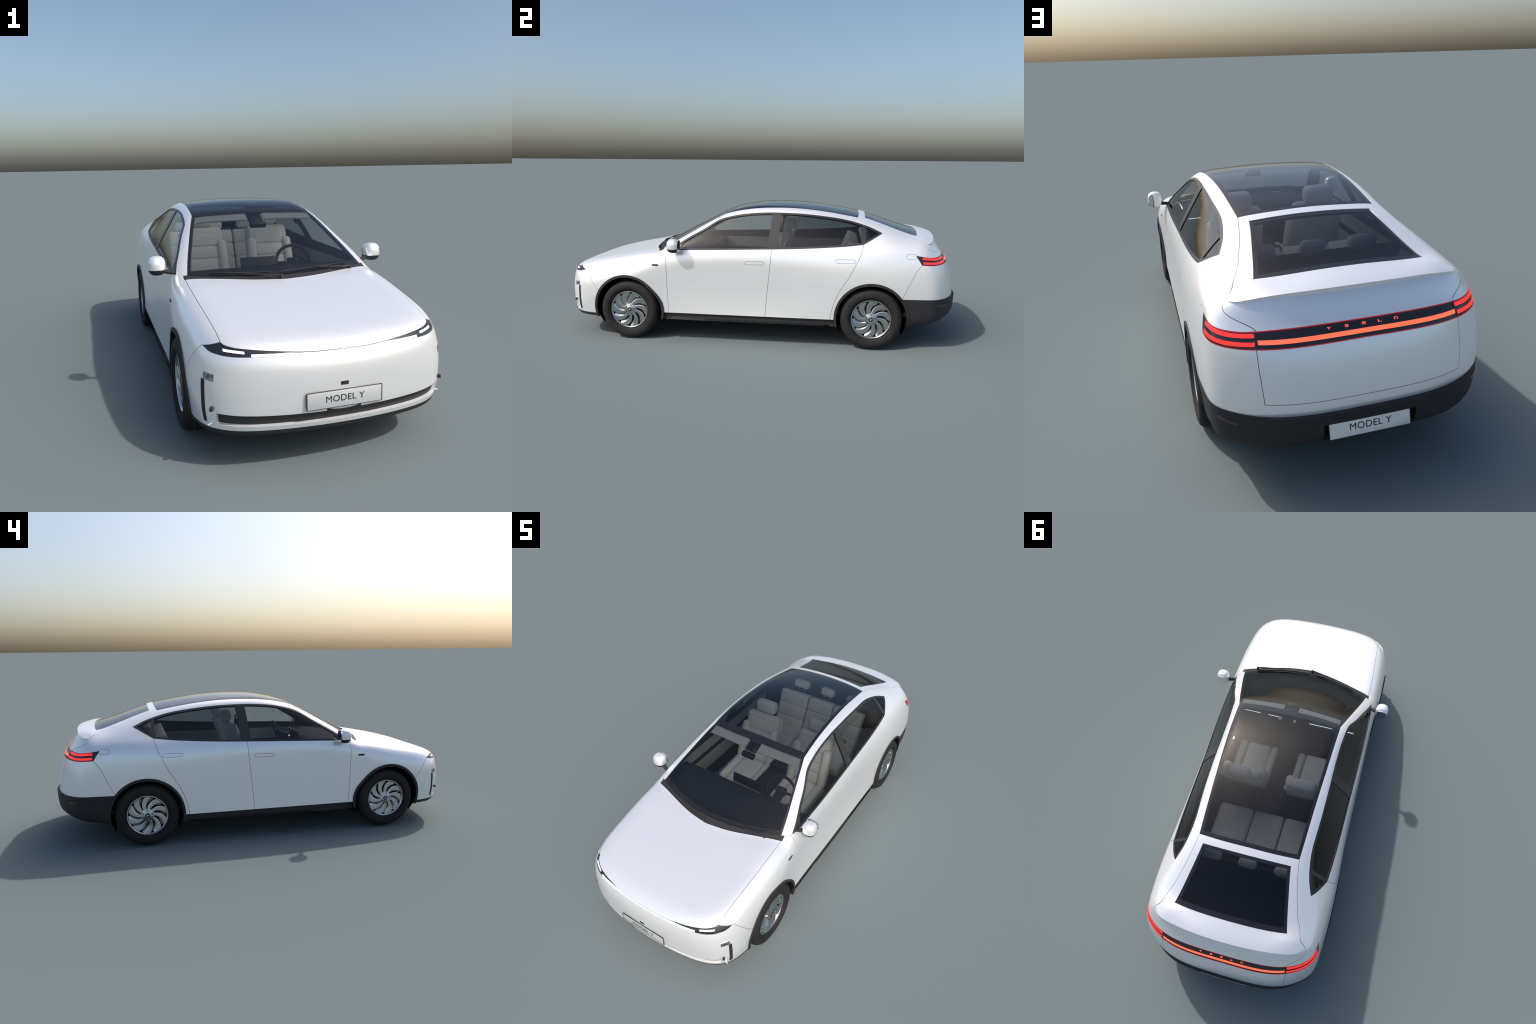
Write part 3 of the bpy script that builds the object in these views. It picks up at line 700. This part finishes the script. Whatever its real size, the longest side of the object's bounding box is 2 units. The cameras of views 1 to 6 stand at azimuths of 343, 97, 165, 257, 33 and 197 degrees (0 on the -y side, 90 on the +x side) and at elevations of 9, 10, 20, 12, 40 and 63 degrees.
# small three-armed emblem on the hub cap
ev = []; ef = []
for a in (90, 210, 330):
    t = math.radians(a); d = np.array([0, math.cos(t), math.sin(t)]); s = np.array([0, -math.sin(t), math.cos(t)]); k = len(ev)
    ev += [np.array([.0026, 0, 0]) + d * .0004 + s * .0010, np.array([.0026, 0, 0]) + d * .0004 - s * .0010, np.array([.0026, 0, 0]) + d * .0072 - s * .0018, np.array([.0026, 0, 0]) + d * .0072 + s * .0018]
    ef += [(k, k + 1, k + 2, k + 3)]
emb_me = mesh_of('emblem', ev, [q[::-1] for q in ef], M['silver_ink'], smooth=False)
arc = []
for sx in (1, -1):
    for hy, ph in ((HUB_F, 0.), (HUB_R, .3)):
        w = bpy.data.objects.new('wheel', None); bpy.context.scene.collection.objects.link(w); w.parent = car
        w.location = (sx * HUB_X, hy, HUB_Z); w.rotation_euler = (0, 0, 0 if sx > 0 else math.pi)
        link('tyre', tyre_me, w, rot=(ph, 0, 0)); link('rim', rim_me, w); link('hub_disc', hub_me, w); link('hub_cap', cap_me, w); link('brake_disc', disc_me, w); link('emblem', emb_me, w, rot=(ph * 2, 0, 0))
        for k in range(10): link('wheel_spoke', blade_me, w, rot=(ph + k * math.tau / 10, 0, 0))
        for k in range(5):
            a = ph + k * math.tau / 5; link('wheel_nut', nut_me, w, loc=(-.0008, .0225 * math.cos(a), .0225 * math.sin(a)))
        # liner of the wheel well, its ends hang below the body
        v = []; f = []; n = 40; xs = (.3895, .376, .22)
        for i in range(n + 1):
            a = math.radians(-28 + 236 * i / n)
            r = (float(arch_r(a)) if hy < 0 else .1775) - .0125
            for xx in xs:
                fade = max(0, -math.sin(a) - .02) * (.13 if xx > .3 else 0)
                v.append((sx * (xx - fade * .5), hy + r * math.cos(a), HUB_Z + r * math.sin(a)))
        m = len(xs)
        for i in range(n):
            for j in range(m - 1): f.append((i * m + j, i * m + j + 1, (i + 1) * m + j + 1, (i + 1) * m + j))
        k0 = len(v); v.append((sx * .22, hy, HUB_Z))
        for i in range(n): f.append((i * m + m - 1, (i + 1) * m + m - 1, k0))
        link('wheel_well', mesh_of('wheel_well', v, f, M['well']))

# ------------------------------------------------------------------ door mirrors
def mirror_shell(lo, hi, grow=0.):
    """egg-like housing cut at two heights (fractions of a turn from bottom to top)"""
    n, m = 26, 40; v = []; f = []
    c = np.array([.4130, -.3790, .4825])
    for i in range(n + 1):
        ph = -math.pi / 2 + math.pi * (lo + (hi - lo) * i / n)
        for j in range(m):
            t = math.tau * j / m; ca, sa = math.cos(t), math.sin(t); cp, sp = math.cos(ph), math.sin(ph)
            pw = lambda q, e: math.copysign(abs(q) ** e, q)
            ux, uy, uz = pw(cp, .74) * pw(ca, .74), pw(cp, .74) * pw(sa, .66), pw(sp, .74)
            yy = uy * (.0300 if uy < 0 else .0275)
            k = 1 - .20 * max(0, -uy) ** 2                      # narrower nose
            v.append(c + np.array([ux * (.0300 + grow) * k, yy * (1 + grow * 20), uz * (.0335 + grow) * (1 - .10 * max(0, -uy) ** 2)]))
    for i in range(n):
        for j in range(m): f.append((i * m + j, i * m + (j + 1) % m, (i + 1) * m + (j + 1) % m, (i + 1) * m + j))
    return np.array(v), f
CUT = .40
mir = both('door_mirror', *mirror_shell(CUT, 1.), M['paint'], angle=60)
both('mirror_base', *mirror_shell(0., CUT, .0004), M['plastic'], parent=mir, angle=60)
gv, gf = rbox((.0500, .0020, .0520), .0009, 2)
a = np.array(gv); a[:, 0] *= 1 - .0; gv = xf(a, (.4130, -.3512, .4830), (0, 0, 0))
def oval(cx, cy, cz, hx, hz, n=40, e=.62):
    v = [(cx, cy, cz)]; pw = lambda q: math.copysign(abs(q) ** e, q)
    for k in range(n): t = math.tau * k / n; v.append((cx + hx * pw(math.cos(t)), cy - .0006, cz + hz * pw(math.sin(t))))
    return v, [(0, 1 + (k + 1) % n, 1 + k) for k in range(n)]
both('mirror_glass', *oval(.4130, -.3500, .4828, .0262, .0282), M['chrome'], parent=mir)
av, af = tube(smooth_path([(.3560, -.3930, .4560), (.3680, -.3900, .4580), (.3800, -.3850, .4605), (.3960, -.3810, .4640)], 12), np.linspace(.0085, .0105, 12), 14, .75)
both('mirror_arm', av, af, M['plastic'], parent=mir)

# ------------------------------------------------------------------ wipers on the windscreen
def on_glass(xs, ys, lift):
    p = np.array([[a, b, float(roof_z(b) - roof_crown(b) * a * a)] for a, b in zip(xs, ys)]); p = project(p, 5)
    return p + normals(p) * lift
def wiper(pivot, joint, tip0, tip1, bow):
    out = []
    n = 20; t = np.linspace(0, 1, n)
    b = on_glass(tip0[0] + (tip1[0] - tip0[0]) * t, tip0[1] + (tip1[1] - tip0[1]) * t + bow * np.sin(math.pi * t), .0050)
    out.append(tube(b, .0019, 8)); out.append(tube(b - normals(project(b, 3)) * .0026, .0011, 6))
    arm = on_glass(*np.array([pivot, (.5 * pivot[0] + .5 * joint[0], .5 * pivot[1] + .5 * joint[1] + bow * .4), joint]).T, .0085)
    out.append(tube(smooth_path(arm, 14), np.linspace(.0034, .0018, 14), 8))
    p = on_glass([pivot[0]], [pivot[1]], .004)[0]; out.append(tube([p + [0, 0, -.012], p + [0, 0, .004], p + [0, 0, .0085]], [.0062, .0062, .0045], 14))
    return merge(*out)
for nm in (((.2622, -.4926), (.115, -.5060), (-.0111, -.5228), (.2528, -.4702), -.0085), ((-.0173, -.5473), (-.150, -.5080), (-.0501, -.5194), (-.2500, -.4721), -.0075)):
    v, f = wiper(*nm); link('wiper', mesh_of('wiper', v, f, M['plastic'], angle=50))

# ------------------------------------------------------------------ front details
both('fog_lamp', *patch(quad((.3610, -.8892, .2800), (.3402, -.9165, .2775), (.3408, -.9165, .2590), (.3612, -.8888, .2618)), 14, 8, .0012), M['crystal'], parent=fb)
both('fog_lamp_frame', *patch(quad((.3625, -.8875, .2815), (.3388, -.9180, .2790), (.3395, -.9180, .2575), (.3628, -.8870, .2600)), 14, 8, .0004), M['silver_ink'], parent=fb)
both('air_curtain', *patch(quad((.3676, -.8825, .2603), (.3604, -.8942, .2588), (.3553, -.8915, .1383), (.3622, -.8800, .1391)), 6, 24, .0006), M['plastic'], parent=fb)
sv, sf = rbox((.010, .018, .0105), .0018, 2, taper=(.8, .8)); both('tow_cover', xf(sv, (.3474, -.9150, .1838), (0, 0, .5)), sf, M['plastic'], parent=fb)
v, f = patch(quad((-.0113, -.995, .2452), (.0113, -.995, .2452), (.0113, -.995, .2354), (-.0113, -.995, .2354)), 8, 4, .0008); link('front_camera', mesh_of('front_camera', v, f, M['plastic'], angle=30), fb)
both('side_marker', *patch(lambda u, w: (.386, -.4809 + (u - .5) * .0345 * (1 - .12 * abs(2 * w - 1) ** 4), .3806 + (w - .5) * .0090 * (1 - .55 * abs(2 * u - 1) ** 8)), 24, 8, .0010), M['plastic'])
# pointed end of the lower lip
both('lip_fin', *tube([(.3420, -.9000, .1370), (.3500, -.9035, .1362), (.3580, -.9060, .1352)], [.0035, .0022, .0005], 8), M['paint'], parent=fb)

def text_mesh(body_text, size, depth):
    cu = bpy.data.curves.new('plate_text', 'FONT'); cu.body = body_text; cu.size = size; cu.extrude = depth; cu.align_x = 'CENTER'; cu.align_y = 'CENTER'; cu.space_character = 1.06
    o = bpy.data.objects.new('plate_text', cu); bpy.context.scene.collection.objects.link(o)
    me = bpy.data.meshes.new_from_object(o.evaluated_get(bpy.context.evaluated_depsgraph_get())); bpy.data.objects.remove(o); bpy.data.curves.remove(cu)
    return me
def plate(loc, rot):
    w, h = .2200, .0465
    v, f = rbox((w, h, .0022), .0006, 2); p = link('licence_plate', mesh_of('licence_plate', v, f, M['steel'], angle=30), loc=loc, rot=rot)
    fr = []
    for sx, sy, bx, by in ((0, 1, w, .0014), (0, -1, w, .0014), (1, 0, .0014, h), (-1, 0, .0014, h)):
        bv_, bf_ = rbox((bx + .0010, by + .0004, .0036), .0004, 1); fr.append((xf(bv_, (sx * w / 2, sy * h / 2, 0)), bf_))
    v, f = merge(*fr); link('plate_frame', mesh_of('plate_frame', v, f, M['ink'], smooth=False), p)
    me = text_mesh('MODEL Y', .0255, .0004); me.materials.clear(); me.materials.append(M['ink'])
    t = link('plate_lettering', me, p, loc=(0, 0, .0013)); t.scale = (1.02, .98, 1)
    return p
plate((0, -.9972, .2000), (math.radians(88.5), 0, 0))
plate((0, .9905, .1940), (math.radians(77), 0, math.pi))
v, f = rbox((.1010, .0060, .0135), .001, 2); link('plate_holder', mesh_of('plate_holder', xf(v, (0, -.9905, .1712)), f, M['plastic'], angle=30), fb)

def bars(*b):
    """letter from bars: (x0, z0, x1, z1) in a unit square"""
    return b
LETTERS = [bars((0, .82, 1, 1), (.40, 0, .60, .66)), bars((0, .82, 1, 1), (0, .41, 1, .59), (0, 0, 1, .18)), bars((0, .82, 1, 1), (0, .41, .2, 1), (0, .41, 1, .59), (.8, 0, 1, .59), (0, 0, 1, .18)), bars((0, 0, .2, 1), (0, 0, 1, .18)), bars((0, .82, 1, 1), (0, 0, .2, .66), (.8, 0, 1, .66))]
def word(centres, w, h, place, mat, parent, name):
    for cx, L in zip(centres, LETTERS):
        parts = []
        for x0, z0, x1, z1 in L:
            q = [place(cx, (a - .5) * w, (b - .5) * h) for a, b in ((x0, z0), (x1, z0), (x1, z1), (x0, z1))]
            top = [k[0] + k[1] * .0012 for k in q]; bot = [k[0] - k[1] * .001 for k in q]
            vv = top + bot; ff = [(0, 1, 2, 3)] + [(i, i + 4, (i + 1) % 4 + 4, (i + 1) % 4) for i in range(4)]
            if np.cross(top[1] - top[0], top[2] - top[0]) @ q[0][1] < 0: ff = [t[::-1] for t in ff]
            parts.append((vv, ff))
        v, f = merge(*parts); link(name, mesh_of(name, v, f, mat, smooth=False), parent)
def on_tail(cx, dx, dz):
    p = project(np.array([[cx - dx, .934, .4464 + dz]]), 6)[0]; return p, normals(p[None])[0]
word((.0903, .0447, .0003, -.0423, -.0860), .0092, .0080, on_tail, M['led_letter'], gate_o, 'tail_letter')
def on_front(cx, dx, dz): return np.array([cx + dx, -.9938, .1712 + dz]), np.array([0, -1., 0])
word((-.0285, -.0142, .0001, .0138, .0288), .0046, .0046, on_front, M['silver_ink'], fb, 'front_letter')

# ------------------------------------------------------------------ ducktail spoiler: section swept across the tailgate
def spoiler():
    nx, nt = 81, 16; v = []; nn = []; f = []
    xs = np.linspace(-.312, .312, nx); rows = []
    for xx in xs:
        a = abs(xx); ye, ze = float(lip_y(a)), float(lip_z(a)); k = 1 - (a / .312) ** 4
        L = .066 * k + .012
        p0 = project(np.array([[xx, ye - L, float(roof_z(ye - L) - roof_crown(ye - L) * xx * xx)]]), 6)[0]; n0 = normals(p0[None])[0]
        s0 = -n0[1] / max(n0[2], .3); s1 = -.30 - .25 * (1 - k); D = ye - p0[1]; row = []; rn = []
        for i in range(nt):
            t = i / (nt - 1); h00 = 2 * t**3 - 3 * t * t + 1; h10 = t**3 - 2 * t * t + t; h01 = 1 - h00; h11 = t**3 - t * t
            row.append((xx, p0[1] + D * t, h00 * p0[2] + h10 * D * s0 + h01 * ze + h11 * D * s1 + .0003))
        row.append((xx, ye + .0002, ze - .0012))                                  # rounded-off edge
        zb = ze - .0155 * k - .001; yb = ye - .0062 * k
        row.append((xx, yb, zb)); row.append((xx, yb - .03, zb - .004)); rows.append((row, n0))
    m = len(rows[0][0])
    for row, n0 in rows: v += row
    for i in range(nx - 1):
        for j in range(m - 1): f.append((i * m + j, (i + 1) * m + j, (i + 1) * m + j + 1, i * m + j + 1))
    return v, f
v, f = spoiler(); sp_o = link('spoiler', mesh_of('spoiler', v, f, M['paint'], angle=38), gate_o)

# ------------------------------------------------------------------ rear details
both('rear_reflector', *patch(quad((.3659, .8851, .2285), (.3222, .9266, .2236), (.3233, .9253, .2150), (.3640, .8860, .2195)), 16, 5, .0036), M['amber'])
v, f = patch(quad((.0080, .987, .2272), (-.0110, .987, .2272), (-.0110, .986, .2195), (.0080, .986, .2195)), 6, 4, .0108); link('parking_sensor', mesh_of('parking_sensor', v, f, M['trim'], angle=30))
panel('plate_recess', ['plate_pocket'], M['well'], join=True, offset=.001, rim=0)
# joints between the tail bar and the corner lamps
both('lamp_joint', *patch(lambda u, w: (.2633 + .0054 * u, .915, .4145 + .0375 * w), 4, 12, .0008), M['lamp'])
both('spoiler_slit', *tube(project(smooth_path([(.3081, .8202, .5099), (.3035, .8281, .5098), (.2965, .8340, .5110), (.2881, .8384, .5125)], 14), 3), np.r_[.0006, np.full(12, .0016), .0004], 6), M['ink'], parent=gate_o)

# ------------------------------------------------------------------ cabin
def add(name, v, f, mat, parent=car, angle=50): return link(name, mesh_of(name, v, f, mat, angle=angle), parent)
# floor, firewall, boot
v, f = rbox((.70, 1.20, .02), .004, 2); add('cabin_floor', xf(v, (0, .20, .165)), f, M['cabin'])
v, f = rbox((.60, .36, .02), .004, 2); add('boot_floor', xf(v, (0, .69, .355)), f, M['cabin'])
# dashboard: a swept top that runs up to the foot of the windscreen
n, m = 25, 10; dv = []; df = []
prof = [(-.520, .4380), (-.46, .4430), (-.40, .4440), (-.34, .4425), (-.290, .4385), (-.268, .4310), (-.258, .4180), (-.262, .4000), (-.285, .370), (-.30, .30)]
for i in range(n):
    xx = -.345 + .69 * i / (n - 1); k = abs(xx) / .345
    for yy, zz in prof: dv.append((xx * (1 - .07 * max(0, (-yy - .40) / .12)), yy + .075 * k ** 2 * max(0, min(1, (-yy - .26) / .2)), zz - .006 * k ** 3))
for i in range(n - 1):
    for j in range(m - 1): df.append((i * m + j, (i + 1) * m + j, (i + 1) * m + j + 1, i * m + j + 1))
add('dashboard', dv, df, M['dash'])
v, f = rbox((.62, .004, .022), .0015, 2); add('dash_trim', xf(v, (0, -.2575, .4075)), f, M['cloth'])
v, f = rbox((.60, .0030, .0022), .0008, 1); add('ambient_strip', xf(v, (0, -.2555, .4130)), f, M['ambient'])
# display, steering wheel, column
v, f = rbox((.1530, .0060, .0900), .0022, 3); disp = add('display', xf(v, (0, -.2470, .4225), (math.radians(-8), 0, 0)), f, M['display'])
def torus(R, r, n=56, m=12):
    v = []; f = []
    for i in range(n):
        a = math.tau * i / n
        for j in range(m):
            b = math.tau * j / m; q = R + r * math.cos(b); v.append((q * math.cos(a), r * math.sin(b), q * math.sin(a) * .97))
    for i in range(n):
        for j in range(m): f.append((i * m + j, i * m + (j + 1) % m, (i + 1) % n * m + (j + 1) % m, (i + 1) % n * m + j))
    return v, f
tv, tf = torus(.0730, .0068); hubv, hubf = rbox((.052, .022, .040), .008, 3)
sp1 = rbox((.136, .010, .014), .004, 2); sp2 = rbox((.016, .010, .060), .004, 2)
wv, wf = merge((tv, tf), (hubv, hubf), (sp1[0], sp1[1]), (xf(sp2[0], (0, 0, -.036)), sp2[1]))
add('steering_wheel', xf(wv, (.1600, -.1960, .4270), (math.radians(-24), 0, 0)), wf, M['cabin'])
v, f = tube([(.16, -.20, .425), (.16, -.29, .390)], [.02, .026], 16); add('steering_column', v, f, M['cabin'])
# console
v, f = rbox((.098, .44, .17), .014, 3); add('centre_console', xf(v, (0, -.02, .245)), f, M['cabin'])
v, f = rbox((.090, .14, .016), .006, 3); add('armrest', xf(v, (0, .09, .340)), f, M['cabin'])
# seats
def seat(cx):
    root = bpy.data.objects.new('seat', None); bpy.context.scene.collection.objects.link(root); root.parent = car; root.location = (cx, 0, 0)
    lean = math.radians(-18)
    cu = rbox((.128, .235, .062), .020, 4); bl = rbox((.040, .225, .072), .017, 4)
    v, f = merge((xf(cu[0], (0, -.032, .272), (math.radians(5), 0, 0)), cu[1]), (xf(bl[0], (.083, -.032, .278), (math.radians(5), 0, 0)), bl[1]), (xf(bl[0], (-.083, -.032, .278), (math.radians(5), 0, 0)), bl[1]))
    add('seat_cushion', v, f, M['leather'], root)
    up = rbox((.150, .050, .062), .018, 4); parts = []
    for i in range(4):                                   # padded sections up the back
        pn = rbox((.134, .050, .0560), .009, 3); k = .0545 * i
        parts.append((xf(pn[0], (0, .075 + math.sin(-lean) * k, .335 + math.cos(lean) * k), (lean, 0, 0)), pn[1]))
    wg = rbox((.042, .066, .205), .018, 4)
    for s_ in (1, -1): parts.append((xf(wg[0], (s_ * .084, .088, .395), (lean, 0, s_ * .12)), wg[1]))
    sh = rbox((.188, .052, .075), .022, 4); parts.append((xf(sh[0], (0, .139, .512), (lean, 0, 0)), sh[1]))
    bk = rbox((.196, .020, .255), .009, 3); parts.append((xf(bk[0], (0, .128, .405), (lean, 0, 0)), bk[1]))
    v, f = merge(*parts); add('seat_back', v, f, M['leather'], root)
    hr = rbox((.112, .056, .066), .022, 4); v, f = merge((xf(hr[0], (0, .166, .5790), (math.radians(-10), 0, 0)), hr[1])); add('headrest', v, f, M['leather'], root)
seat(.1530); seat(-.1530)
rear = bpy.data.objects.new('rear_bench', None); bpy.context.scene.collection.objects.link(rear); rear.parent = car
for cx, w in ((.1640, .172), (0, .148), (-.1640, .172)):
    c_ = rbox((w, .190, .060), .016, 4); v, f = merge((xf(c_[0], (cx, .315, .278), (math.radians(6), 0, 0)), c_[1])); add('seat_cushion', v, f, M['leather'], rear)
    parts = []
    for i in range(3):
        b_ = rbox((w - .002, .056, .0740), .010, 3); k = .0715 * i; parts.append((xf(b_[0], (cx, .425 + .38 * k, .325 + .92 * k), (math.radians(-22), 0, 0)), b_[1]))
    v, f = merge(*parts); add('seat_back', v, f, M['leather'], rear)
    hw = .094 if cx else .080
    h_ = rbox((hw, .040, .048), .017, 4); st = tube([(-.018, 0, -.04), (-.018, 0, 0)], .0022, 6); st2 = tube([(.018, 0, -.04), (.018, 0, 0)], .0022, 6)
    v, f = merge((h_[0], h_[1]), st, st2); add('headrest', xf(v, (cx, .5480, .5140), (math.radians(-14), 0, 0)), f, M['leather'], rear)
v, f = rbox((.60, .012, .23), .004, 2); add('seat_back_shell', xf(v, (0, .512, .395), (math.radians(-22), 0, 0)), f, M['cabin'])
# sun visors, mirror and its housing under the screen
for s_ in (1, -1):
    g = np.array([[(s_ * (.0345 + .203 * u), -.166 - .046 * w + .014 * u, 0) for w in np.linspace(0, 1, 8)] for u in np.linspace(0, 1, 12)]).reshape(-1, 3)
    g[:, 2] = roof_z(g[:, 1]) - roof_crown(g[:, 1]) * g[:, 0] ** 2; p = project(g, 4); nn = normals(p)
    a_, b_ = p - nn * .0065, p - nn * .0120; k = len(p); f = []
    for i in range(11):
        for j in range(7): q = (i * 8 + j, (i + 1) * 8 + j, (i + 1) * 8 + j + 1, i * 8 + j + 1); f += [q, tuple(t + k for t in q[::-1])]
    loop = [i * 8 for i in range(12)] + [88 + j for j in range(1, 8)] + [i * 8 + 7 for i in range(10, -1, -1)] + [j for j in range(6, 0, -1)]
    for i in range(len(loop)): c0, c1 = loop[i], loop[(i + 1) % len(loop)]; f.append((c1, c0, c0 + k, c1 + k))
    add('sun_visor', np.vstack([a_, b_]), f, M['visor'])
v, f = rbox((.064, .026, .022), .005, 3); add('inside_mirror', xf(v, (0, -.2260, .5920), (math.radians(12), 0, 0)), f, M['display'])
v, f = rbox((.058, .052, .010), .003, 2); add('camera_housing', xf(v, (0, -.1870, .6130), (math.radians(26), 0, 0)), f, M['display'])
for s_ in (1, -1):
    v, f = rbox((.013, .016, .004), .001, 1); add('reading_lamp', xf(v, (s_ * .034 , -.1130, .6415)), f, material('lamp_white', (.75, .76, .74), rough=.5) if s_ > 0 else bpy.data.materials['lamp_white'])
# belt anchors on the pillars
for s_ in (1, -1):
    v, f = rbox((.012, .016, .026), .003, 2); q = rbox((.008, .006, .03), .002, 1); v, f = merge((v, f), (xf(q[0], (0, 0, .022)), q[1])); add('belt_anchor', xf(v, (s_ * .300, .137, .560), (0, s_ * -.55, 0)), f, M['cabin'])
